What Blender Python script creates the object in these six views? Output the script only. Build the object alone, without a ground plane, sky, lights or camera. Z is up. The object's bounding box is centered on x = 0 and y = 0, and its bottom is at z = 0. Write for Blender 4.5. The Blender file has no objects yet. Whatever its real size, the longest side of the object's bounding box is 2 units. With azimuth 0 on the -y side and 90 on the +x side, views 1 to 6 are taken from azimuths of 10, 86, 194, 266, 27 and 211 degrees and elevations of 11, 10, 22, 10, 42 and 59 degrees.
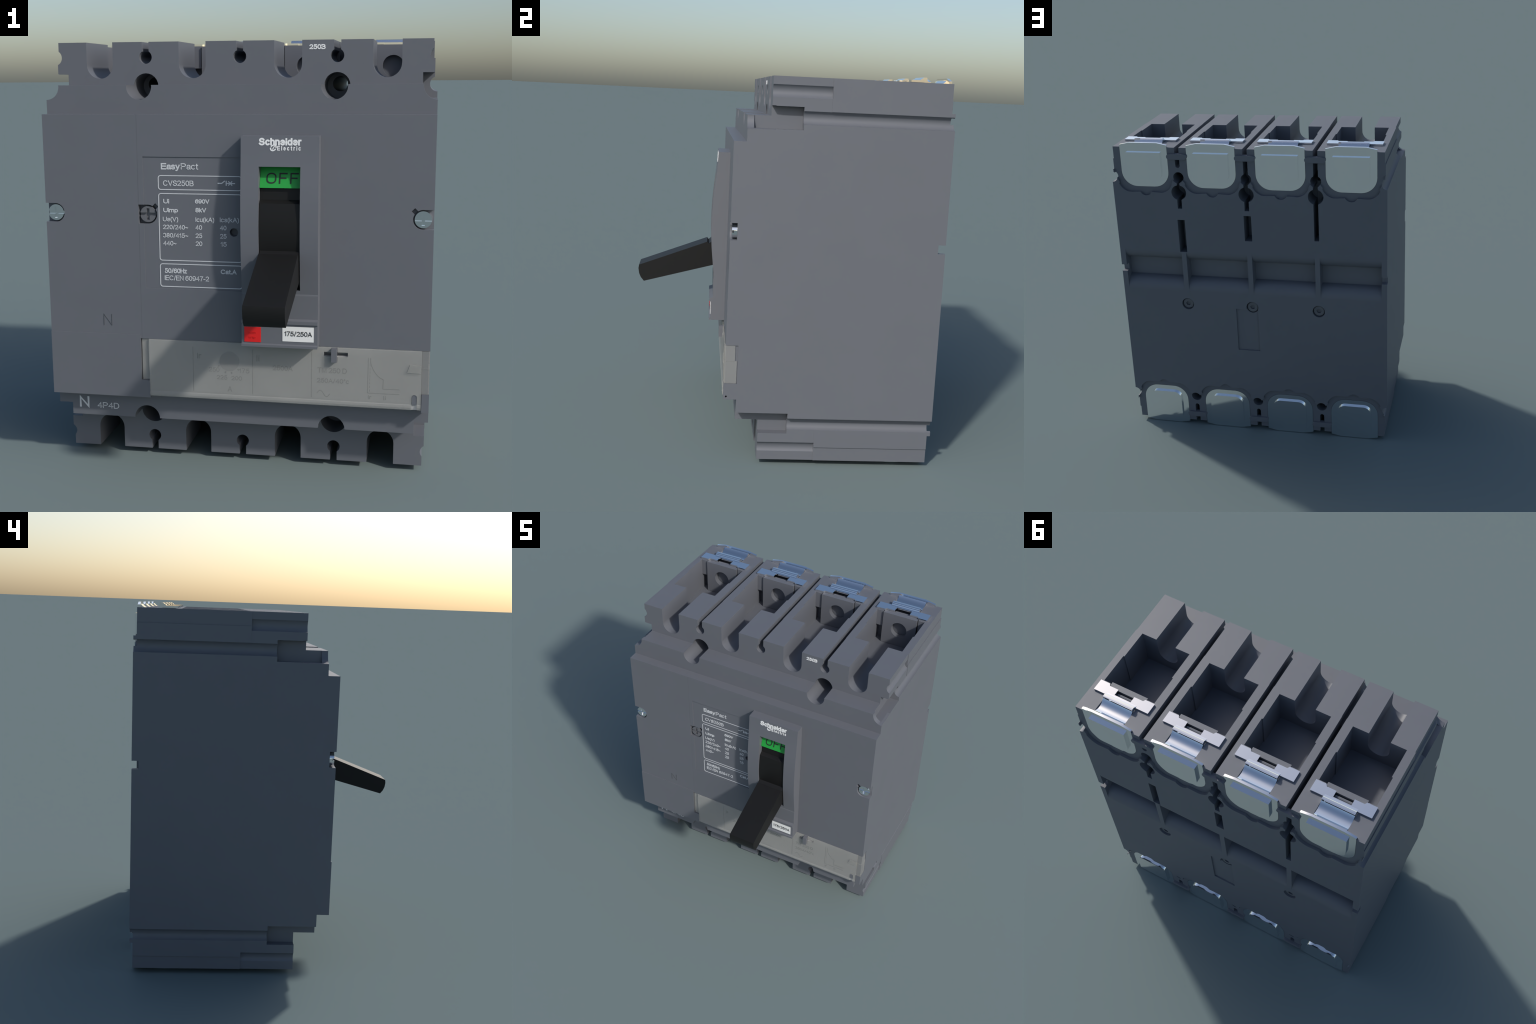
"""Four-pole moulded-case circuit breaker, switched off.
Frame: x to the right, -y towards the viewer of the front, z up, metres."""
import bpy, bmesh, math
from math import sin, cos, pi, radians

# ------------------------------------------------------------------ sizes
HW = 0.8725                 # half width of the casing
PITCH = 0.4367              # distance between two poles
POLES = [(-1.5 + i) * PITCH for i in range(4)]
SEAMS = [-PITCH, 0.0, PITCH]       # planes between neighbouring poles
Y_BACK, Y_BLOCK_BACK = 0.779, 0.762
Y_BLOCK, Y_STEP, Y_FRONT = -0.119, -0.236, -0.299
Z_TOP, Z_BOT = 1.973, 0.027
EX = PITCH / 2              # centre line of the escutcheon and handle

# ------------------------------------------------------------------ materials
def principled(name, colour, rough=0.5, metallic=0.0, vary=0.03, scale=6.0,
               bump=0.0, bump_scale=240.0, spec=0.5, alpha_mix=None):
    m = bpy.data.materials.new(name)
    m.use_nodes = True
    nt = m.node_tree
    nt.nodes.clear()
    out = nt.nodes.new('ShaderNodeOutputMaterial')
    p = nt.nodes.new('ShaderNodeBsdfPrincipled')
    p.inputs['Roughness'].default_value = rough
    p.inputs['Metallic'].default_value = metallic
    p.inputs['Specular IOR Level'].default_value = spec
    tc = nt.nodes.new('ShaderNodeTexCoord')
    nz = nt.nodes.new('ShaderNodeTexNoise')
    nz.inputs['Scale'].default_value = scale
    nz.inputs['Detail'].default_value = 4.0
    nt.links.new(tc.outputs['Object'], nz.inputs['Vector'])
    ramp = nt.nodes.new('ShaderNodeValToRGB')
    ramp.color_ramp.elements[0].position = 0.3
    ramp.color_ramp.elements[1].position = 0.7
    ramp.color_ramp.elements[0].color = [c * (1 - vary) for c in colour] + [1]
    ramp.color_ramp.elements[1].color = [min(1, c * (1 + vary)) for c in colour] + [1]
    nt.links.new(nz.outputs['Fac'], ramp.inputs['Fac'])
    nt.links.new(ramp.outputs['Color'], p.inputs['Base Color'])
    if bump:
        g = nt.nodes.new('ShaderNodeTexNoise')
        g.inputs['Scale'].default_value = bump_scale
        nt.links.new(tc.outputs['Object'], g.inputs['Vector'])
        b = nt.nodes.new('ShaderNodeBump')
        b.inputs['Strength'].default_value = bump
        b.inputs['Distance'].default_value = 0.002
        nt.links.new(g.outputs['Fac'], b.inputs['Height'])
        nt.links.new(b.outputs['Normal'], p.inputs['Normal'])
    if alpha_mix is None:
        nt.links.new(p.outputs['BSDF'], out.inputs['Surface'])
    else:                       # milky clear plastic
        tr = nt.nodes.new('ShaderNodeBsdfTransparent')
        mix = nt.nodes.new('ShaderNodeMixShader')
        mix.inputs['Fac'].default_value = alpha_mix
        nt.links.new(tr.outputs['BSDF'], mix.inputs[1])
        nt.links.new(p.outputs['BSDF'], mix.inputs[2])
        nt.links.new(mix.outputs['Shader'], out.inputs['Surface'])
    return m

GREY = principled('grey_plastic', (0.134, 0.143, 0.165), 0.5, vary=0.015)
GREY_DARK = principled('grey_plastic_darker', (0.075, 0.08, 0.09), 0.6)  # darker version of the casing grey, used for the thin N on the cover
BLACK = principled('black_plastic', (0.0095, 0.0095, 0.0095), 0.5, spec=0.3)
METAL = principled('plated_metal', (0.92, 0.93, 0.94), 0.06, 1.0, vary=0.01)
SCREW = principled('zinc_screw', (0.86, 0.88, 0.89), 0.12, 1.0, vary=0.01)
DARK_SCREW = principled('dark_screw', (0.13, 0.135, 0.15), 0.5)
GREEN = principled('green_indicator', (0.013, 0.31, 0.045), 0.5)
RED = principled('red_button', (0.72, 0.012, 0.012), 0.5)
RED_DARK = principled('red_button_relief', (0.63, 0.01, 0.01), 0.5)
WHITE = principled('white_label', (0.82, 0.83, 0.83), 0.5)
INK = principled('black_ink', (0.012, 0.012, 0.014), 0.6)
PRINT = principled('grey_print', (0.60, 0.62, 0.65), 0.5)
LOGO = principled('white_print', (0.83, 0.84, 0.85), 0.5)
PANE = principled('milky_clear_plastic', (0.42, 0.425, 0.41), 0.35, alpha_mix=0.40)
TRIP = principled('trip_unit_plastic', (0.42, 0.425, 0.43), 0.5)
TRIP_INK = principled('trip_unit_print', (0.03, 0.032, 0.035), 0.5)

# ------------------------------------------------------------------ geometry helpers
def new_mesh(verts, faces, name='m'):
    me = bpy.data.meshes.new(name)
    me.from_pydata(verts, [], faces)
    bm = bmesh.new()
    bm.from_mesh(me)
    bmesh.ops.recalc_face_normals(bm, faces=bm.faces)
    bm.to_mesh(me)
    bm.free()
    return me

def loft(rings):
    """Closed solid through rings of equal vertex count, capped at both ends."""
    n = len(rings[0])
    v = [p for r in rings for p in r]
    f = []
    for k in range(len(rings) - 1):
        for i in range(n):
            j = (i + 1) % n
            f.append((k * n + i, k * n + j, (k + 1) * n + j, (k + 1) * n + i))
    f.append(tuple(range(n)))
    f.append(tuple((len(rings) - 1) * n + i for i in range(n)))
    return new_mesh(v, f)

def prism_x(yz, x0, x1):
    return loft([[(x0, y, z) for y, z in yz], [(x1, y, z) for y, z in yz]])

def prism_y(xz, y0, y1):
    return loft([[(x, y0, z) for x, z in xz], [(x, y1, z) for x, z in xz]])

def prism_z(xy, z0, z1):
    return loft([[(x, y, z0) for x, y in xy], [(x, y, z1) for x, y in xy]])

def box(x0, x1, y0, y1, z0, z1):
    return prism_x([(y0, z0), (y1, z0), (y1, z1), (y0, z1)], x0, x1)

def arc(cx, cz, r, a0, a1, n, rz=None):
    rz = r if rz is None else rz
    return [(cx + r * cos(radians(a0 + (a1 - a0) * i / n)),
             cz + rz * sin(radians(a0 + (a1 - a0) * i / n))) for i in range(n + 1)]

def disc(cx, cz, r, n=28):
    return arc(cx, cz, r, 0, 360 - 360 / n, n - 1)

def cyl_y(cx, cz, r, y0, y1, n=28):
    return prism_y(disc(cx, cz, r, n), y0, y1)

def round_rect(x0, x1, z0, z1, r, n=6):
    return (arc(x1 - r, z1 - r, r, 0, 90, n) + arc(x0 + r, z1 - r, r, 90, 180, n)
            + arc(x0 + r, z0 + r, r, 180, 270, n) + arc(x1 - r, z0 + r, r, 270, 360, n))

def mirrored(me):
    """Copy of a mesh reflected top to bottom about z = 1."""
    m2 = me.copy()
    for v in m2.vertices:
        v.co.z = 2.0 - v.co.z
    m2.flip_normals()
    return m2

def joined(meshes):
    bm = bmesh.new()
    for m in meshes:
        bm.from_mesh(m)
    me = bpy.data.meshes.new('m')
    bm.to_mesh(me)
    bm.free()
    return me

def carve(me, cutters, operation='DIFFERENCE'):
    """Boolean a mesh with a list of solids, one after the other."""
    ob = bpy.data.objects.new('carve_tmp', me)
    cu = bpy.data.objects.new('cutter_tmp', me)
    bpy.context.scene.collection.objects.link(ob)
    bpy.context.scene.collection.objects.link(cu)
    for c in cutters:
        cu.data = c
        md = ob.modifiers.new('b', 'BOOLEAN')
        md.operation = operation
        md.solver = 'MANIFOLD'
        md.object = cu
        bpy.context.view_layer.update()
        dg = bpy.context.evaluated_depsgraph_get()
        res = bpy.data.meshes.new_from_object(ob.evaluated_get(dg))
        ob.modifiers.clear()
        ob.data = res
    res = ob.data
    bpy.data.objects.remove(ob)
    bpy.data.objects.remove(cu)
    return res

ROOT = bpy.data.objects.new('circuit_breaker', None)
bpy.context.scene.collection.objects.link(ROOT)
ROOT['label'] = 'grey four-pole moulded case circuit breaker with black toggle handle'
ROOT['category'] = 'circuit breaker'

def part(name, me, mat, parent=None, smooth=True, kind=None):
    ob = bpy.data.objects.new(name, me)
    bpy.context.scene.collection.objects.link(ob)
    ob.parent = parent or ROOT
    me.name = name
    if not me.materials:
        me.materials.append(mat)
    else:
        me.materials[0] = mat
    if smooth:
        for p in me.polygons:
            p.use_smooth = True
        me.set_sharp_from_angle(angle=radians(24))
        md = ob.modifiers.new('wn', 'WEIGHTED_NORMAL')
        md.keep_sharp = True
        md.weight = 100
    if kind:
        ob['kind'] = kind
    return ob

def share(ob, dx=0.0, dz=0.0):
    o = ob.copy()
    bpy.context.scene.collection.objects.link(o)
    o.location = (ob.location.x + dx, ob.location.y, ob.location.z + dz)
    return o

def ribbon(points, width, y, depth=0.0016, closed=False):
    """Flat printed line of given width along (x, z) points on the plane y, facing -y."""
    n = len(points)
    L, R = [], []
    def unit(a, b):
        dx, dz = b[0] - a[0], b[1] - a[1]
        l = math.hypot(dx, dz) or 1.0
        return dx / l, dz / l
    for i, (x, z) in enumerate(points):
        d0 = unit(points[i - 1], points[i]) if (closed or i > 0) else None
        d1 = unit(points[i], points[(i + 1) % n]) if (closed or i < n - 1) else None
        d0, d1 = d0 or d1, d1 or d0
        tx, tz = d0[0] + d1[0], d0[1] + d1[1]
        l = math.hypot(tx, tz)
        if l < 0.3:
            tx, tz, l = d0[0], d0[1], 1.0
        k = width / 2 * min(2.0, 2.0 / l) / l if l != 1.0 else width / 2
        L.append((x - tz * k, z + tx * k))
        R.append((x + tz * k, z - tx * k))
    v, f = [], []
    for (a, b) in zip(L, R):
        v += [(a[0], y, a[1]), (b[0], y, b[1]),
              (a[0], y - depth, a[1]), (b[0], y - depth, b[1])]
    rng = n if closed else n - 1
    for i in range(rng):
        p, q = 4 * i, 4 * ((i + 1) % n)
        f += [(p + 2, p + 3, q + 3, q + 2), (p, q, q + 1, p + 1),
              (p, p + 2, q + 2, q), (p + 1, q + 1, q + 3, p + 3)]
    if not closed:
        f += [(0, 1, 3, 2), (4 * n - 4, 4 * n - 2, 4 * n - 1, 4 * n - 3)]
    return new_mesh(v, f)

# Sans-serif stroke letters: centre lines on a cap height of 1, and the advance width.
def _e(cx, cz, rx, rz, a0, a1, n=10):
    return arc(cx, cz, rx, a0, a1, n, rz)

def _turned(strokes, w, h):
    return [[(w - x, h - z) for x, z in st] for st in strokes]

_six = [_e(0.28, 0.32, 0.28, 0.32, 90, 450, 16),
        [(0.53, 0.84)] + _e(0.31, 0.60, 0.30, 0.40, 55, 180, 8) + [(0.0, 0.34)]]
_arch = [(0.0, 0.44)] + _e(0.21, 0.51, 0.21, 0.22, 180, 0, 8) + [(0.42, 0.0)]
GLYPH = {
    'E': (0.60, [[(0.60, 1), (0, 1), (0, 0), (0.62, 0)], [(0, 0.53), (0.56, 0.53)]]),
    'F': (0.58, [[(0, 0), (0, 1), (0.58, 1)], [(0, 0.52), (0.50, 0.52)]]),
    'P': (0.62, [[(0, 0), (0, 1), (0.34, 1)] + _e(0.36, 0.74, 0.26, 0.26, 80, -80) + [(0.34, 0.48), (0, 0.48)]]),
    'C': (0.74, [_e(0.39, 0.5, 0.39, 0.5, 42, 318, 16)]),
    'V': (0.70, [[(0, 1), (0.35, 0), (0.70, 1)]]),
    'S': (0.62, [_e(0.31, 0.75, 0.27, 0.25, 12, 255) + _e(0.31, 0.26, 0.31, 0.26, 75, -168)]),
    'O': (0.72, [round_rect(0, 0.72, 0, 1, 0.34, 5) + [(0.72, 0.66)]]),
    'B': (0.62, [[(0, 0), (0, 1), (0.31, 1)] + _e(0.33, 0.765, 0.23, 0.235, 80, -80) + [(0.31, 0.53), (0, 0.53)],
                 [(0.31, 0.53)] + _e(0.34, 0.265, 0.28, 0.265, 80, -80) + [(0.31, 0), (0, 0)]]),
    'U': (0.66, [[(0, 1), (0, 0.34)] + _e(0.33, 0.34, 0.33, 0.34, 190, 350, 10) + [(0.66, 0.34), (0.66, 1)]]),
    'A': (0.70, [[(0, 0), (0.35, 1), (0.70, 0)], [(0.13, 0.34), (0.57, 0.34)]]),
    'I': (0.0, [[(0, 0), (0, 1)]]),
    'H': (0.64, [[(0, 0), (0, 1)], [(0.64, 0), (0.64, 1)], [(0, 0.53), (0.64, 0.53)]]),
    'N': (0.64, [[(0, 0), (0, 1), (0.64, 0), (0.64, 1)]]),
    'M': (0.74, [[(0, 0), (0, 1), (0.37, 0), (0.74, 1), (0.74, 0)]]),
    'T': (0.68, [[(0, 1), (0.68, 1)], [(0.34, 1), (0.34, 0)]]),
    'D': (0.68, [[(0, 0), (0, 1), (0.28, 1)] + _e(0.30, 0.5, 0.38, 0.5, 85, -85, 12) + [(0.28, 0), (0, 0)]]),
    'a': (0.44, [[(0.03, 0.52)] + _e(0.24, 0.55, 0.20, 0.18, 160, 0, 7) + [(0.44, 0.10), (0.48, 0)],
                 [(0.44, 0.40), (0.22, 0.37)] + _e(0.18, 0.185, 0.18, 0.185, 90, 270, 7) + [(0.32, 0.04), (0.44, 0.18)]]),
    'c': (0.46, [_e(0.25, 0.365, 0.25, 0.365, 45, 315, 12)]),
    'd': (0.47, [_e(0.24, 0.365, 0.24, 0.365, 90, 450, 14), [(0.47, 1), (0.47, 0)]]),
    'e': (0.50, [[(0.01, 0.39), (0.50, 0.39)] + _e(0.25, 0.365, 0.25, 0.365, 8, 318, 12)]),
    'h': (0.42, [[(0, 0), (0, 1)], _arch]),
    'i': (0.0, [[(0, 0), (0, 0.63)], [(0, 0.93), (0, 0.98)]]),
    'k': (0.44, [[(0, 0), (0, 1)], [(0.41, 0.73), (0, 0.29)], [(0.16, 0.44), (0.46, 0)]]),
    'l': (0.0, [[(0, 0), (0, 1)]]),
    'm': (0.76, [[(0, 0), (0, 0.73)], [(0, 0.46)] + _e(0.19, 0.53, 0.19, 0.20, 180, 0, 7) + [(0.38, 0)],
                 [(0.38, 0.46)] + _e(0.57, 0.53, 0.19, 0.20, 180, 0, 7) + [(0.76, 0)]]),
    'n': (0.42, [[(0, 0), (0, 0.73)], _arch]),
    'p': (0.48, [[(0, -0.28), (0, 0.73)], _e(0.24, 0.365, 0.24, 0.365, 90, 450, 14)]),
    'r': (0.26, [[(0, 0), (0, 0.73)], [(0, 0.42)] + _e(0.22, 0.46, 0.22, 0.27, 175, 85, 6)]),
    's': (0.43, [_e(0.215, 0.55, 0.19, 0.18, 18, 255, 8) + _e(0.215, 0.19, 0.22, 0.19, 75, -162, 8)]),
    't': (0.25, [[(0.11, 0.93), (0.11, 0.12), (0.17, 0.01), (0.26, 0.01)], [(0, 0.71), (0.25, 0.71)]]),
    'u': (0.42, [[(0, 0.73), (0, 0.22)] + _e(0.21, 0.22, 0.21, 0.22, 190, 350, 7) + [(0.42, 0.22)], [(0.42, 0.73), (0.42, 0)]]),
    'y': (0.47, [[(0, 0.73), (0.235, 0.02)], [(0.47, 0.73), (0.20, -0.12), (0.12, -0.27), (0.01, -0.27)]]),
    'z': (0.42, [[(0, 0.71), (0.42, 0.71), (0, 0.02), (0.43, 0.02)]]),
    '0': (0.56, [_e(0.28, 0.5, 0.28, 0.5, 90, 450, 18)]),
    '1': (0.30, [[(0.0, 0.74), (0.14, 0.84), (0.24, 1), (0.24, 0)]]),
    '2': (0.57, [_e(0.28, 0.71, 0.27, 0.29, 168, -38, 10) + [(0.0, 0.01), (0.57, 0.01)]]),
    '3': (0.55, [_e(0.26, 0.745, 0.24, 0.255, 160, -75, 9) + _e(0.27, 0.265, 0.28, 0.265, 75, -160, 9)]),
    '4': (0.60, [[(0.44, 0), (0.44, 0.98), (0.0, 0.30), (0.60, 0.30)]]),
    '5': (0.56, [[(0.50, 0.99), (0.11, 0.99), (0.05, 0.50)] + _e(0.27, 0.33, 0.28, 0.33, 130, -158, 12)]),
    '6': (0.56, _six),
    '7': (0.55, [[(0, 0.99), (0.55, 0.99), (0.30, 0.50), (0.17, 0)]]),
    '8': (0.55, [_e(0.275, 0.755, 0.235, 0.245, 90, 450, 14), _e(0.275, 0.255, 0.275, 0.255, 90, 450, 14)]),
    '9': (0.56, _turned(_six, 0.56, 1.0)),
    '/': (0.30, [[(0, -0.02), (0.30, 1.02)]]),
    '(': (0.16, [_e(0.32, 0.36, 0.32, 0.70, 118, 242, 8)]),
    ')': (0.16, [_e(-0.16, 0.36, 0.32, 0.70, 62, -62, 8)]),
    '~': (0.52, [[(0.52 * t / 12, 0.42 + 0.085 * sin(2 * pi * t / 12)) for t in range(13)]]),
    '-': (0.28, [[(0, 0.36), (0.28, 0.36)]]),
    '.': (0.04, [[(0.02, -0.03), (0.02, 0.10)]]),
    '\u00b0': (0.24, [_e(0.12, 0.86, 0.12, 0.14, 90, 450, 10)]),
    ' ': (0.14, []),
}

def text_mesh(body, x0, x1, z0, z1, y, stroke=0.003, depth=0.0014, gap=0.20, wide=None):
    """Stroke lettering fitted into the box x0..x1, z0..z1 on plane y, facing -y."""
    lines, pen = [], 0.0
    for ch in body:
        w, strokes = GLYPH[ch]
        lines += [[(pen + px_, pz_) for px_, pz_ in st] for st in strokes]
        pen += w + gap
    xs = [p[0] for l in lines for p in l]
    zs = [p[1] for l in lines for p in l]
    ax, bx, az, bz = min(xs), max(xs), min(zs), max(zs)
    h = stroke / 2
    def fx(x): return x0 + h + (x - ax) / ((bx - ax) or 1) * (x1 - x0 - stroke)
    def fz(z): return z0 + h + (z - az) / ((bz - az) or 1) * (z1 - z0 - stroke)
    out = []
    for i, l in enumerate(lines):
        pts = [(fx(a), fz(b)) for a, b in l]
        closed = math.hypot(l[0][0] - l[-1][0], l[0][1] - l[-1][1]) < 1e-6
        if closed:
            pts = pts[:-1]
        else:                                   # square ends reach half a stroke further
            for e, q in ((0, 1), (-1, -2)):
                dx, dz = pts[e][0] - pts[q][0], pts[e][1] - pts[q][1]
                d = math.hypot(dx, dz) or 1.0
                pts[e] = (pts[e][0] + dx / d * h * 0.9, pts[e][1] + dz / d * h * 0.9)
        out.append(ribbon(pts, stroke, y + 0.0006, depth + 0.0006 + 0.00012 * (i % 3), closed))
    return joined(out)

def lettering(body, x0, x1, z0, z1, y, mat, parent, stroke=0.003, name='lettering', gap=0.20):
    return part(name, text_mesh(body, x0, x1, z0, z1, y, stroke, gap=gap), mat, parent, smooth=False)

# ------------------------------------------------------------------ housing
housing = prism_x([
    (Y_BACK, 0.171), (Y_BACK, 1.829), (Y_BLOCK_BACK, 1.829), (Y_BLOCK_BACK, Z_TOP),
    (Y_BLOCK, Z_TOP), (Y_BLOCK, 1.781), (Y_STEP, 1.781), (Y_STEP, 0.227),
    (Y_BLOCK, 0.227), (Y_BLOCK, Z_BOT), (Y_BLOCK_BACK, Z_BOT), (Y_BLOCK_BACK, 0.171)], -HW, HW)

cut = []
for s in (-1, 1):
    def side(a, y0, y1, z0, z1):
        """slab taken off the flank outside |x| = a"""
        return box(*sorted((s * a, s * 1.0)), y0, y1, z0, z1)
    top = [
        side(0.858, -0.3, 0.172, 1.781, 2.1),            # flank of the terminal block, front half
        side(0.852, -0.3, 0.172, 1.893, 2.1),
        side(0.8605, 0.171, 0.9, 1.781, 2.1),            # and rear half
        side(0.8555, 0.171, 0.9, 1.896, 2.1),
        cyl_y(s * HW, 1.780, 0.034, 0.03, 0.9),          # half hole running to the back
        cyl_y(s * HW, 1.905, 0.035, -0.2, 0.172),        # half keyhole of the block
    ]
    cut += top
    cut += [side(0.808, -0.203, 0.036, 1.719, 1.830),    # corner cut beside the step
            cyl_y(s * HW, 1.775, 0.059, -0.3, -0.10)]
    # lower end
    cut += [side(0.8565, -0.3, 0.173, -0.1, 0.24), side(0.848, -0.3, 0.173, -0.1, 0.110),
            side(0.8585, 0.172, 0.9, -0.1, 0.24), side(0.8530, 0.172, 0.9, -0.1, 0.099),
            cyl_y(s * HW, 0.223, 0.034, 0.02, 0.9),
            cyl_y(s * HW, 0.095, 0.033, -0.2, 0.173),
            side(0.808, -0.4, 0.030, 0.171, 0.283)]
    # notch on the rear edge beside the rail channel
    cut += [side(0.838, 0.742, 0.9, 1.134, 1.179)]

# wells: every pole has a terminal pocket with an open round-bottomed channel to the front
def terminal_wells(px):
    w = [box(px - 0.1545, px + 0.1545, 0.180, 0.40, 1.748, 2.1),
         box(px - 0.161, px + 0.161, 0.361, 0.547, 1.748, 2.1),
         prism_y([(px + 0.0625, 2.1), (px - 0.0625, 2.1)]
                 + arc(px, 1.872, 0.0625, 180, 360, 14), -0.3, 0.2),
         box(px - 0.119, px + 0.119, 0.54, 0.600, 1.748, 2.1),            # seat of the nut
         box(px - 0.1608, px - 0.10, 0.53, 0.60, 1.7485, 1.862),          # dark side openings
         box(px + 0.10, px + 0.1608, 0.53, 0.60, 1.7485, 1.862),
         box(px - 0.0950, px + 0.0950, 0.590, 0.90, 1.938, 2.1),          # trough of the spring strip
         prism_y([(px + x, z) for x, z in plate_outline(-0.0015)], 0.7485, 0.9)]
    return w

def plate_outline(k=0.0):
    """rear terminal plate: arched outer edge, round inner edge; k insets it"""
    h, r = 0.1555 - k, 0.098 - k
    return ([(h, 1.9865 - k), (0.091, 2.0 - k), (-0.091, 2.0 - k), (-h, 1.9865 - k)]
            + arc(-h + r, 1.717 + k + r, r, 180, 270, 9) + arc(h - r, 1.717 + k + r, r, 270, 360, 9))

for px in POLES:
    for w in terminal_wells(px):
        cut += [w, mirrored(w)]

# shallow recess round each rear terminal plate, with a little half-round bay
def plate_recess(px):
    inner = [(0.2184, 2.1), (0.2184, 1.812), (0.200, 1.79), (0.186, 1.765), (0.172, 1.746)]
    lip = [(0.2040, 2.1), (0.2040, 1.829), (0.199, 1.812), (0.188, 1.785), (0.178, 1.760), (0.170, 1.744)]
    right = lip if px > 0.5 else inner          # the casing keeps a lip at its outer edges
    left = lip if px < -0.5 else inner
    out = ([(px - x, z) for x, z in left]
           + arc(px - 0.095, 1.768, 0.086, 200, 262, 6) + arc(px, 1.7045, 0.042, 205, 335, 8)
           + arc(px + 0.095, 1.768, 0.086, 278, 340, 6) + [(px + x, z) for x, z in right[::-1]])
    return prism_y(out, Y_BLOCK_BACK, 0.9)

for px in POLES:
    r = plate_recess(px)
    cut += [r, mirrored(r)]

# slots and keyholes between the poles
for sx in SEAMS:
    for flip in (False, True):
        c = [box(sx - 0.016, sx + 0.016, -0.3, 0.150, 1.905, 2.1),
             cyl_y(sx, 1.905, 0.0298, -0.3, 0.150),
             prism_y([(sx + 0.0145, 2.1), (sx - 0.0145, 2.1)]
                     + arc(sx, 1.857, 0.0145, 180, 360, 8), 0.149, 0.9),
             cyl_y(sx, 1.782, 0.0335, 0.635, 0.9)]
        cut += [mirrored(m) if flip else m for m in c]
    cut.append(cyl_y(sx, 1.687, 0.0485, 0.64, 0.9))       # second, wider rear hole
    if sx:                                                # outer seams: fixing holes right through
        cut += [cyl_y(sx, 1.775, 0.0585, -0.3, 0.035, 24), cyl_y(sx, 1.782, 0.034, 0.0, 0.9),
                cyl_y(sx, 0.227, 0.0615, -0.3, 0.035, 24), cyl_y(sx, 0.218, 0.034, 0.0, 0.9)]
# different slot lengths on the rear face
cut += [box(PITCH - 0.0145, PITCH + 0.0145, 0.635, 0.9, 1.581, 1.66),
        box(PITCH - 0.024, PITCH + 0.024, 0.668, 0.9, 1.287, 1.506),
        box(PITCH - 0.009, PITCH + 0.009, 0.635, 0.9, 1.70, 1.77),
        box(-0.0145, 0.0145, 0.635, 0.9, 1.581, 1.86), box(-0.024, 0.024, 0.668, 0.9, 1.381, 1.549),
        box(-PITCH - 0.0152, -PITCH + 0.0152, 0.635, 0.9, 1.401, 1.86)]

# rail channel across the back, divided by ribs on the pole seams
channel = ([(0.9, 1.296), (Y_BACK, 1.296)]
           + arc(0.705, 1.296, 0.074, 0, 90, 10, -0.079)[1:]
           + arc(0.705, 1.012, 0.074, 90, 0, 10, 0.082) + [(0.9, 1.012)])
edges = [-0.838, -PITCH - 0.0155, -PITCH + 0.0155, -0.0155, 0.0155,
         PITCH - 0.0155, PITCH + 0.0155, 0.838]
for a, b in zip(edges[0::2], edges[1::2]):
    cut.append(prism_x(channel, a, b))

for sx in SEAMS:
    cut.append(cyl_y(sx, 0.921, 0.040, 0.750, 0.9))       # rear screw bores
cut.append(box(-0.037, 0.110, 0.770, 0.9, 0.608, 0.906))  # shallow rating plate recess

HOUSING = part('housing', carve(housing, cut), GREY)

# rounded ribs that bridge the pole slots at the back
rib = prism_y(round_rect(-0.0645, 0.0645, 1.900, 1.935, 0.0172, 5), 0.745, 0.777)
rib_low = mirrored(rib)
for me in (rib, rib_low):
    first = part('seam_rib', me, GREY, HOUSING)
    first.location.x = SEAMS[0]
    for sx in SEAMS[1:]:
        share(first, sx - SEAMS[0])

# rear screws with a hexagon socket
head = carve(cyl_y(0, 0.921, 0.033, 0.745, 0.768), [cyl_y(0, 0.921, 0.0165, 0.757, 0.8, 6)])
first = part('rear_screw', head, DARK_SCREW, HOUSING)
first.location.x = SEAMS[0]
for sx in SEAMS[1:]:
    share(first, sx - SEAMS[0])

# ------------------------------------------------------------------ terminals
def boss_outline():
    """pressed boss of the plate: straight outer end, rounded inner end"""
    h, r, z1, z0 = 0.1122, 0.052, 1.9415, 1.756
    return ([(h, z1), (-h, z1)] + arc(-h + r, z0 + r, r, 180, 270, 8)
            + arc(h - r, z0 + r, r, 270, 360, 8))

def terminal_mesh():
    plate = prism_y(plate_outline(), 0.7490, 0.7622)
    boss = prism_y(boss_outline(), 0.7600, 0.7780)
    # spring strip: hangs as a trough from the plate and curls up over the clip
    trough = [(0.7500, 1.9900), (0.7465, 1.9850), (0.7400, 1.9785), (0.7270, 1.9705), (0.7100, 1.9658),
              (0.6920, 1.9640), (0.6750, 1.9675), (0.6610, 1.9765), (0.6530, 1.9860)]
    upper = ([(0.7560, 1.9960)] + trough
             + [(0.6520, 1.9990), (0.6470, 2.0000), (0.6360, 2.0000), (0.6315, 1.9975),
                (0.6300, 1.9945), (0.6230, 1.9930), (0.6190, 1.9865), (0.6120, 1.9855)])
    lower = ([(0.6120, 1.9740), (0.6400, 1.9740), (0.6500, 1.9700)]
             + [(y, z - 0.009) for y, z in trough[::-1][1:-2]] + [(0.7560, 1.9800)])
    strip = prism_x(upper + lower, -0.0935, 0.0935)
    return joined([plate, boss, strip])

def clip_mesh():
    o = [(0.172, 0.556), (0.172, 0.625), (-0.172, 0.625), (-0.172, 0.556), (-0.114, 0.556),
         (-0.106, 0.569), (-0.051, 0.569), (-0.051, 0.607), (0.051, 0.607), (0.051, 0.569),
         (0.106, 0.569), (0.114, 0.556)]
    return prism_z(o, 1.9745, 1.9845)

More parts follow.
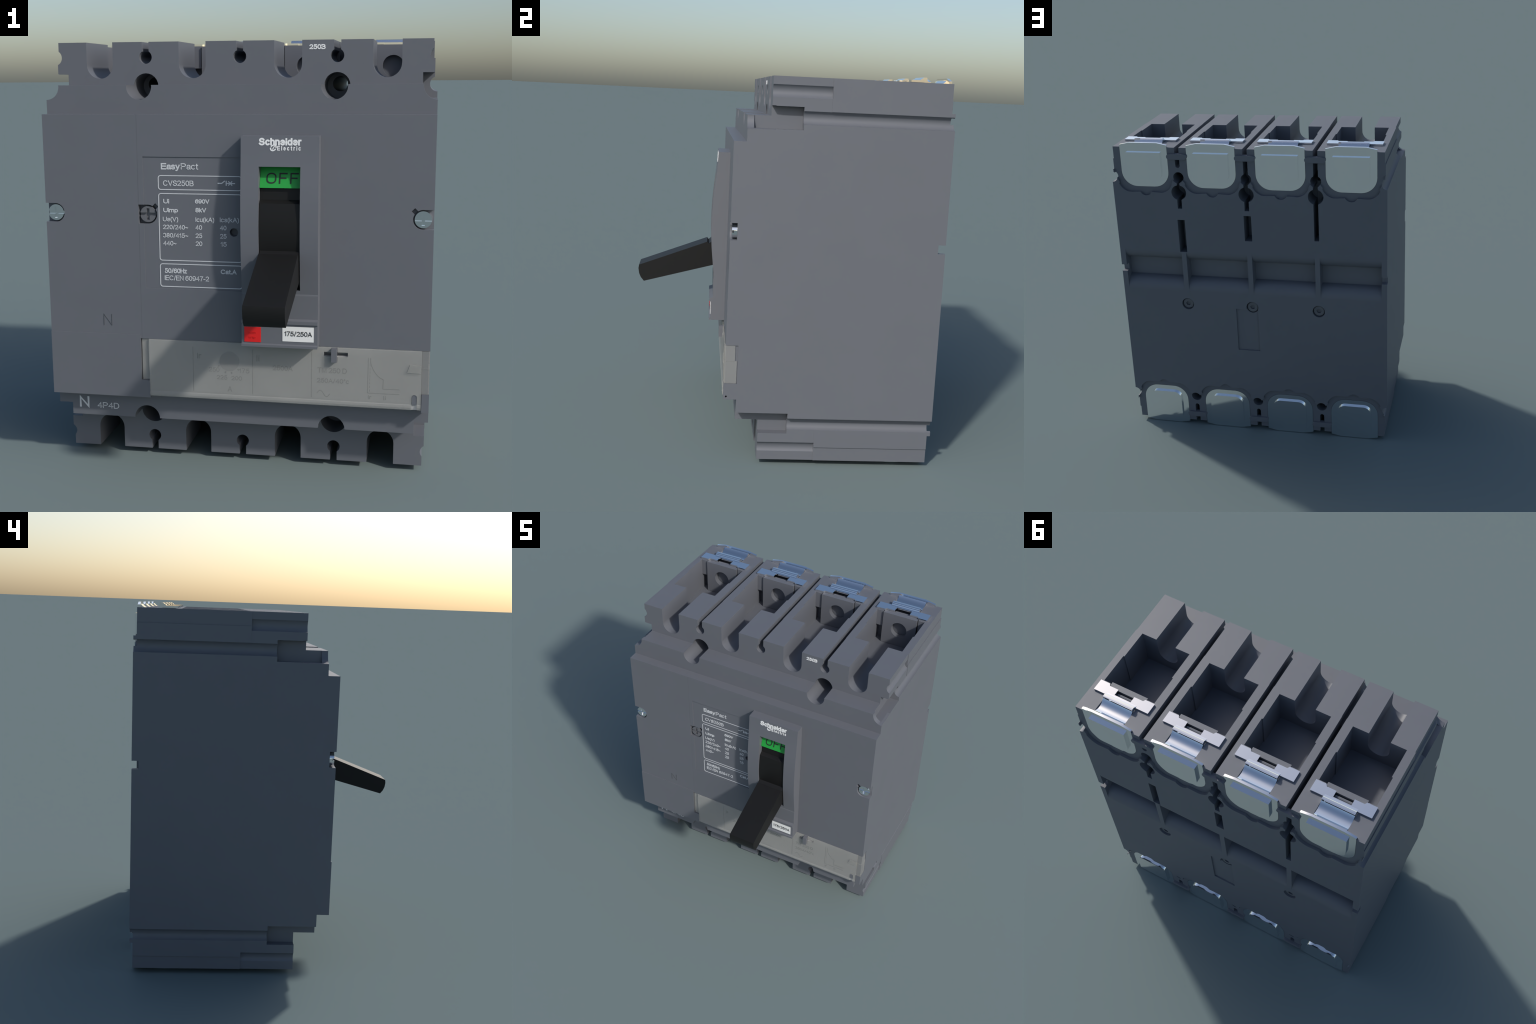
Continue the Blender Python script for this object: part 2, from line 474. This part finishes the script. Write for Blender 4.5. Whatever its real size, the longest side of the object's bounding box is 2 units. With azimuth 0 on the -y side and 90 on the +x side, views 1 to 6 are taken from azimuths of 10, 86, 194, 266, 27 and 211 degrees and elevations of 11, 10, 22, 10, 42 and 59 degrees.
def nut_mesh():
    b = carve(box(-0.1135, 0.1135, 0.536, 0.5705, 1.750, 1.9725),
              [cyl_y(0, 1.868, 0.0535, 0.4, 0.7, 28)])
    back = box(-0.1, 0.1, 0.578, 0.5945, 1.76, 1.955)     # current bar behind the nut
    roll = prism_x(disc(0.588, 1.957, 0.0105, 12), -0.048, 0.048)
    return joined([b, back, roll])

for low in (False, True):
    f = (lambda m: mirrored(m)) if low else (lambda m: m)
    tm, cm, nm = f(terminal_mesh()), f(clip_mesh()), f(nut_mesh())
    t0 = part('terminal', tm, METAL)
    c0 = part('terminal_clip', cm, METAL, t0)
    n0 = part('terminal_nut', nm, GREY, t0)
    t0.location.x = POLES[0]
    for px in POLES[1:]:
        t = share(t0, px - POLES[0])
        for ch in (c0, n0):
            c = share(ch)
            c.parent = t

# ------------------------------------------------------------------ front cover
cover = box(-HW, HW, Y_FRONT, Y_STEP, 0.352, 1.654)
SCREWS = [(-0.827, 1.211), (-0.391, 1.211), (0.827, 1.211)]
cc = [box(-0.440, 1.0, -0.4, -0.2, 0.30, 0.634),              # opening of the trip window
      box(-1.0, -0.4395, -0.4, -0.2, 0.30, 0.6515),              # place of the neutral pole cover
      box(-0.408, 0.055, -0.4, -0.2955, 0.872, 1.469),        # label recess
      box(-0.4333, -0.4320, -0.4, -0.2985, 0.60, 1.8),        # joint of the neutral pole
      cyl_y(0.003, 1.137, 0.019, -0.4, -0.262, 20)]
for i, (sx, sz) in enumerate(SCREWS):
    sgn = (-1, -1, 1)[i]
    far = (-1.0, -0.4335, 1.0)[i]
    depth = (-0.264, -0.264, -0.264)[i]
    cc.append(cyl_y(sx, sz, 0.0435, -0.4, depth, 24))
    cc.append(box(*sorted((sx, far)), -0.4, depth - 0.0004, sz - 0.0432, sz + 0.0432))
    a = radians(45 if sgn < 0 else 135)
    ex, ez = sx + 0.050 * cos(a), sz + 0.050 * sin(a)
    if i:
        cc.append(prism_y([(ex + 0.0115 * cos(a + radians(45 + 90 * k)) * 1.3,
                            ez + 0.0115 * sin(a + radians(45 + 90 * k)) * 1.3) for k in range(4)], -0.4, -0.275))
COVER = part('front_cover', carve(cover, cc), GREY)

# cross-slotted screws of the cover
for i, (sx, sz) in enumerate(SCREWS):
    r = 0.0365
    bars = [box(-0.040, 0.040, -0.4, -0.281, -0.0065, 0.0065),
            box(-0.0065, 0.0065, -0.4, -0.279, -0.026, 0.026)]
    me = carve(cyl_y(0, 0, r, -0.2905, -0.262, 28), bars)
    o = part('cover_screw', me, DARK_SCREW if i == 1 else SCREW, COVER)
    o.location = (sx, 0, sz)

# neutral pole side cover: stands slightly proud, notched for the trip window
ncov = [(-HW, 0.352), (-0.398, 0.352), (-0.398, 0.4345), (-0.4395, 0.4365), (-0.4395, 0.6515), (-HW, 0.6515)]
NEUTRAL = part('neutral_pole_cover', prism_y(ncov, -0.303, Y_STEP), GREY)
lettering('N', -0.614, -0.574, 0.690, 0.744, -0.2992, GREY_DARK, COVER, 0.0022)
lettering('N', -0.773, -0.724, 0.262, 0.317, Y_STEP, PRINT, HOUSING, 0.0095)
lettering('4P4D', -0.684, -0.576, 0.262, 0.291, Y_STEP, PRINT, HOUSING, 0.0036)
lettering('250B', 0.3125, 0.3845, 1.932, 1.9535, Y_BLOCK, LOGO, HOUSING, 0.0046)

# ------------------------------------------------------------------ printed label panel
YP = -0.2955
def label(body, x0, x1, z0, z1, stroke=0.0029):
    return lettering(body, x0, x1, z0, z1, YP, PRINT, COVER, stroke)
BOLD = 0.0039
label('Easy', -0.325, -0.2385, 1.4065, 1.441, 0.0054)
label('Pact', -0.234, -0.155, 1.4135, 1.441, 0.0036)
label('CVS250B', -0.317, -0.177, 1.340, 1.3645, 0.0033)
label('Ui', -0.3175, -0.291, 1.261, 1.2815, BOLD)
label('690V', -0.172, -0.107, 1.263, 1.2825, BOLD)
label('Uimp', -0.3185, -0.251, 1.217, 1.241, BOLD)
label('8kV', -0.171, -0.122, 1.2235, 1.244, BOLD)
label('Ue(V)', -0.3215, -0.251, 1.176, 1.201)
label('Icu(kA)', -0.171, -0.086, 1.176, 1.2015)
label('Ics(kA)', -0.060, 0.026, 1.1775, 1.203)
for k, (a, b, c) in enumerate((('220/240~', '40', '40'), ('380/415~', '25', '25'), ('440~', '20', '15'))):
    z = (1.1445, 1.107, 1.071)[k]
    label(a, -0.322, (-0.206, -0.206, -0.261)[k], z, z + 0.021)
    label(b, -0.172, -0.142, z + 0.001, z + 0.022)
    label(c, -0.060 if k < 2 else -0.058, -0.0305, z + 0.0015, z + 0.0225)
label('50/60Hz', -0.318, -0.215, 0.944, 0.967, BOLD)
label('Cat.A', -0.059, 0.0135, 0.947, 0.9685, BOLD)
label('IEC/EN 60947-2', -0.319, -0.1135, 0.911, 0.934)
for z0, z1 in ((1.3235, 1.3855), (1.003, 1.3055), (0.8825, 0.9865)):
    part('label_frame', ribbon(round_rect(-0.3385, 0.038, z0, z1, 0.011, 5), 0.0037, YP + 0.0006,
                               0.002, True), PRINT, COVER, smooth=False)
sym = joined([ribbon([(-0.068, 1.3545), (-0.050, 1.3545), (-0.036, 1.3655)], 0.0048, YP + 0.0006),
              ribbon([(-0.0295, 1.3665), (-0.0295, 1.3445)], 0.0048, YP + 0.0006),
              ribbon([(-0.029, 1.3545), (0.010, 1.3545)], 0.0044, YP + 0.0005),
              ribbon([(-0.020, 1.3640), (-0.003, 1.3455)], 0.0044, YP + 0.0004),
              ribbon([(-0.020, 1.3455), (-0.003, 1.3640)], 0.0044, YP + 0.0003)])
part('switch_symbol', sym, PRINT, COVER, smooth=False)

# ------------------------------------------------------------------ escutcheon
face = [(-0.360, 1.566), (-0.3635, 1.500), (-0.3685, 1.440), (-0.3755, 1.375), (-0.3810, 1.310),
        (-0.3845, 1.240), (-0.3860, 1.170), (-0.3850, 1.110), (-0.3815, 1.050), (-0.3755, 0.990),
        (-0.3690, 0.930), (-0.3630, 0.882), (-0.3660, 0.873), (-0.3640, 0.771), (-0.3830, 0.765),
        (-0.3830, 0.750), (-0.3750, 0.746), (-0.3750, 0.658), (-0.3825, 0.654), (-0.3825, 0.6435)]
ESC_H = 0.1685
esc = prism_x(face + [(Y_FRONT, 0.6435), (Y_FRONT, 1.566)], EX - ESC_H, EX + ESC_H)
esc = carve(esc, [box(EX - 0.090, EX + 0.090, -0.5, -0.3005, 0.899, 1.4365)])
ESC = part('escutcheon', esc, GREY)
HANDLE_X = (EX - 0.0855, EX + 0.0855)
part('position_indicator', prism_x([(-0.351, 1.344), (-0.316, 1.436), (-0.306, 1.436), (-0.306, 1.344)],
     EX - 0.0893, EX + 0.0893), GREEN, ESC)
def slanted(me):
    """lay lettering on the inclined green indicator"""
    for v in me.vertices:
        v.co.y += (v.co.z - 1.344) * (0.035 / 0.092)
    return me
part('lettering', slanted(text_mesh('OFF', 0.1570, 0.2965, 1.362, 1.4075, -0.351, 0.0058, gap=0.34)), INK, ESC, smooth=False)
drum = [(-0.338, 1.3425), (-0.342, 1.292), (-0.352, 1.287), (-0.366, 1.278), (-0.372, 1.240), (-0.3765, 1.200), (-0.378, 1.160),
        (-0.3770, 1.120), (-0.3735, 1.080), (-0.366, 1.040), (-0.350, 0.960), (-0.332, 0.902), (-0.310, 0.902), (-0.310, 1.3425)]
part('handle_slide', prism_x(drum, EX - 0.0885, EX + 0.0885), BLACK, ESC)
lever = [(-0.3600, 1.0825), (-0.3980, 1.0545), (-0.4050, 1.0650), (-0.7765, 0.9235), (-0.7790, 0.9040),
         (-0.7750, 0.8770), (-0.7650, 0.8540), (-0.7480, 0.8335), (-0.3600, 0.9385)]
HANDLE = part('toggle_handle', prism_x(lever, *HANDLE_X), BLACK)
part('trip_button', box(0.0625, 0.1365, -0.3775, -0.370, 0.6635, 0.7315), RED, ESC)
for t, zz in (('push', 0.700), ('trip', 0.678)):
    lettering(t, 0.082, 0.114, zz, zz + 0.011, -0.3775, RED_DARK, ESC, 0.0014)
RATE = part('rating_label', box(0.2325, 0.3705, -0.3768, -0.370, 0.672, 0.739), WHITE, ESC)
lettering('175/250A', 0.2415, 0.3630, 0.6965, 0.7185, -0.3768, INK, RATE, 0.0027)

# maker's lettering
YL = -0.3620
def logo(me, name='lettering'):
    for v in me.vertices:                       # follow the curved face
        z = v.co.z
        v.co.y += (1.566 - z) * (-0.0035 / 0.066)
    return part(name, me, LOGO, ESC, smooth=False)
logo(text_mesh('Schneider', 0.1285, 0.3120, 1.5265, 1.5585, -0.3598, 0.0072, gap=0.26))
logo(text_mesh('Electric', 0.2080, 0.3085, 1.5055, 1.5245, -0.3598, 0.0036, gap=0.62))
ring = lambda a0, a1: [(0.1912 + 0.0118 * cos(radians(a)) + 0.0030 * sin(radians(a)), 1.5165 + 0.0118 * sin(radians(a)))
                       for a in range(a0, a1, 15)]
blob = joined([ribbon(ring(-5, 165), 0.0050, -0.3592, 0.0022), ribbon(ring(175, 345), 0.0050, -0.3592, 0.0022),
               ribbon([(0.1985, 1.5225), (0.1945, 1.5215), (0.1920, 1.5165), (0.1890, 1.5115), (0.1850, 1.5105)],
                      0.0034, -0.3592, 0.0025)])
logo(blob, 'emblem')

# ------------------------------------------------------------------ trip unit behind its milky window
YT = -0.2970
TRIPU = part('trip_unit', joined([carve(box(-0.3990, 0.838, YT, Y_STEP, 0.362, 0.6335), [box(0.408, 0.515, -0.4, -0.262, 0.592, 0.612)]),
               box(-0.4350, -0.4000, -0.2860, Y_STEP, 0.438, 0.6325)]), TRIP)
part('wing_darkening_core', box(0.8392, 0.8670, -0.2965, Y_STEP, 0.438, 0.6325), GREY, TRIPU)  # grey block inside the right wing, tones down its overbright lit look
def trip_text(body, x0, x1, z0, z1, stroke=0.003):
    return lettering(body, x0, x1, z0, z1, YT, TRIP_INK, TRIPU, stroke)
trip_text('Ir', -0.174, -0.154, 0.551, 0.577, BOLD)
trip_text('250', -0.120, -0.0695, 0.491, 0.513)
trip_text('225', -0.083, -0.0335, 0.456, 0.4765)
trip_text('200', -0.0150, 0.0345, 0.455, 0.4755)
trip_text('175', 0.0210, 0.0690, 0.491, 0.5135)
trip_text('A', -0.033, -0.0115, 0.3995, 0.426, 0.004)
trip_text('Ii', 0.1020, 0.1150, 0.550, 0.579, BOLD)
trip_text('2500A', 0.1765, 0.2665, 0.512, 0.5355, BOLD)
trip_text('TM 250 D', 0.378, 0.5105, 0.512, 0.5365, BOLD)
trip_text('250A/40°c', 0.3765, 0.5195, 0.4650, 0.4875, 0.0035)
trip_text('Ir', 0.6060, 0.6210, 0.400, 0.419)
trip_text('Ii', 0.6740, 0.6845, 0.400, 0.419)
def trip_line(pts, w=0.0030):
    return ribbon(pts, w, YT + 0.0006, 0.0018)
lines = [trip_line([(x, 0.605), (x, 0.395)]) for x in (-0.193, 0.0835, 0.352)]
lines += [trip_line([(0.6045, 0.591), (0.603, 0.4285), (0.744, 0.4285)]),
          trip_line([(0.6150, 0.590), (0.6152, 0.569), (0.620, 0.553), (0.627, 0.537), (0.636, 0.5225),
                     (0.6475, 0.509), (0.659, 0.500), (0.6715, 0.4940), (0.6710, 0.4505), (0.743, 0.4505)])]
lines += [trip_line([(0.6125 + 0.0001 * k, 0.436 + 0.0165 * k), (0.6125 + 0.0001 * k, 0.446 + 0.0165 * k)], 0.0022)
          for k in range(8)]
lines += [trip_line([(0.377 + 0.058 * t / 16, 0.4155 + 0.0145 * sin(2 * pi * t / 16)) for t in range(17)], 0.0028)]
for k, a in enumerate((205, 250, 280, 318)):
    ca, sa = cos(radians(a)), sin(radians(a))
    lines.append(trip_line([(-0.0235 + 0.050 * ca, 0.5435 + 0.050 * sa), (-0.0235 + 0.060 * ca, 0.5435 + 0.060 * sa)], 0.007))
part('trip_curve_print', joined(lines), TRIP_INK, TRIPU, smooth=False)
dial = carve(cyl_y(-0.0235, 0.5435, 0.0460, -0.2995, YT + 0.002, 32),
             [prism_y([(-0.0235 + 0.034 * cos(radians(a)), 0.5435 + 0.034 * sin(radians(a)))
                       for a in (38, 52, 218, 232)], -0.4, -0.2982)])
part('setting_dial', dial, GREY, TRIPU)

# clear window: main pane, stepped wings and a rounded lower lip
pane_profile = [(-0.3050, 0.6335), (-0.3080, 0.600), (-0.3060, 0.400), (-0.3040, 0.388), (-0.3075, 0.384),
                (-0.3085, 0.374), (-0.3050, 0.364), (-0.3010, 0.3610), (-0.3008, 0.3610), (-0.3008, 0.6335)]
pane = carve(prism_x(pane_profile, -0.3995, 0.8384),
             [box(0.4405, 0.4690, -0.4, -0.2, 0.566, 0.70), box(0.408, 0.515, -0.4, -0.2, 0.592, 0.612),
              prism_y([(0.821, 0.355), (0.821, 0.421)] + arc(0.8095, 0.4215, 0.0115, 0, 180, 8)
                      + [(0.798, 0.355)], -0.4, -0.2)])
WINDOW = part('trip_window', pane, PANE)
part('window_wing', box(-0.4345, -0.4000, -0.2950, -0.2870, 0.4370, 0.6330), PANE, WINDOW)
part('window_wing', joined([box(0.8387, HW - 0.0005, -0.3015, -0.2505, 0.5530, 0.6330),
                            box(0.8387, HW - 0.0005, -0.3015, -0.2400, 0.4370, 0.5528)]), PANE, WINDOW)
part('window_snap', prism_y([(0.776, 0.535), (0.836, 0.533), (0.836, 0.566), (0.788, 0.572)], -0.3100, -0.3068), PANE, WINDOW)
part('seal_post', box(0.4425, 0.4665, -0.3270, -0.2890, 0.570, 0.6300), GREY)
part('seal_tab', joined([prism_y([(0.8200, 0.388), (0.8200, 0.4210)] + arc(0.8095, 0.4215, 0.0105, 0, 180, 8)
                                 + [(0.799, 0.388)], -0.3035, -0.285)]), GREY)
# corner post of the case at the lower right of the window
part('corner_post', carve(box(0.8400, HW, -0.303, Y_STEP, 0.352, 0.4362),
                          [prism_x(disc(-0.2885, 0.367, 0.0055, 12), 0.85, 1.0)]), GREY)
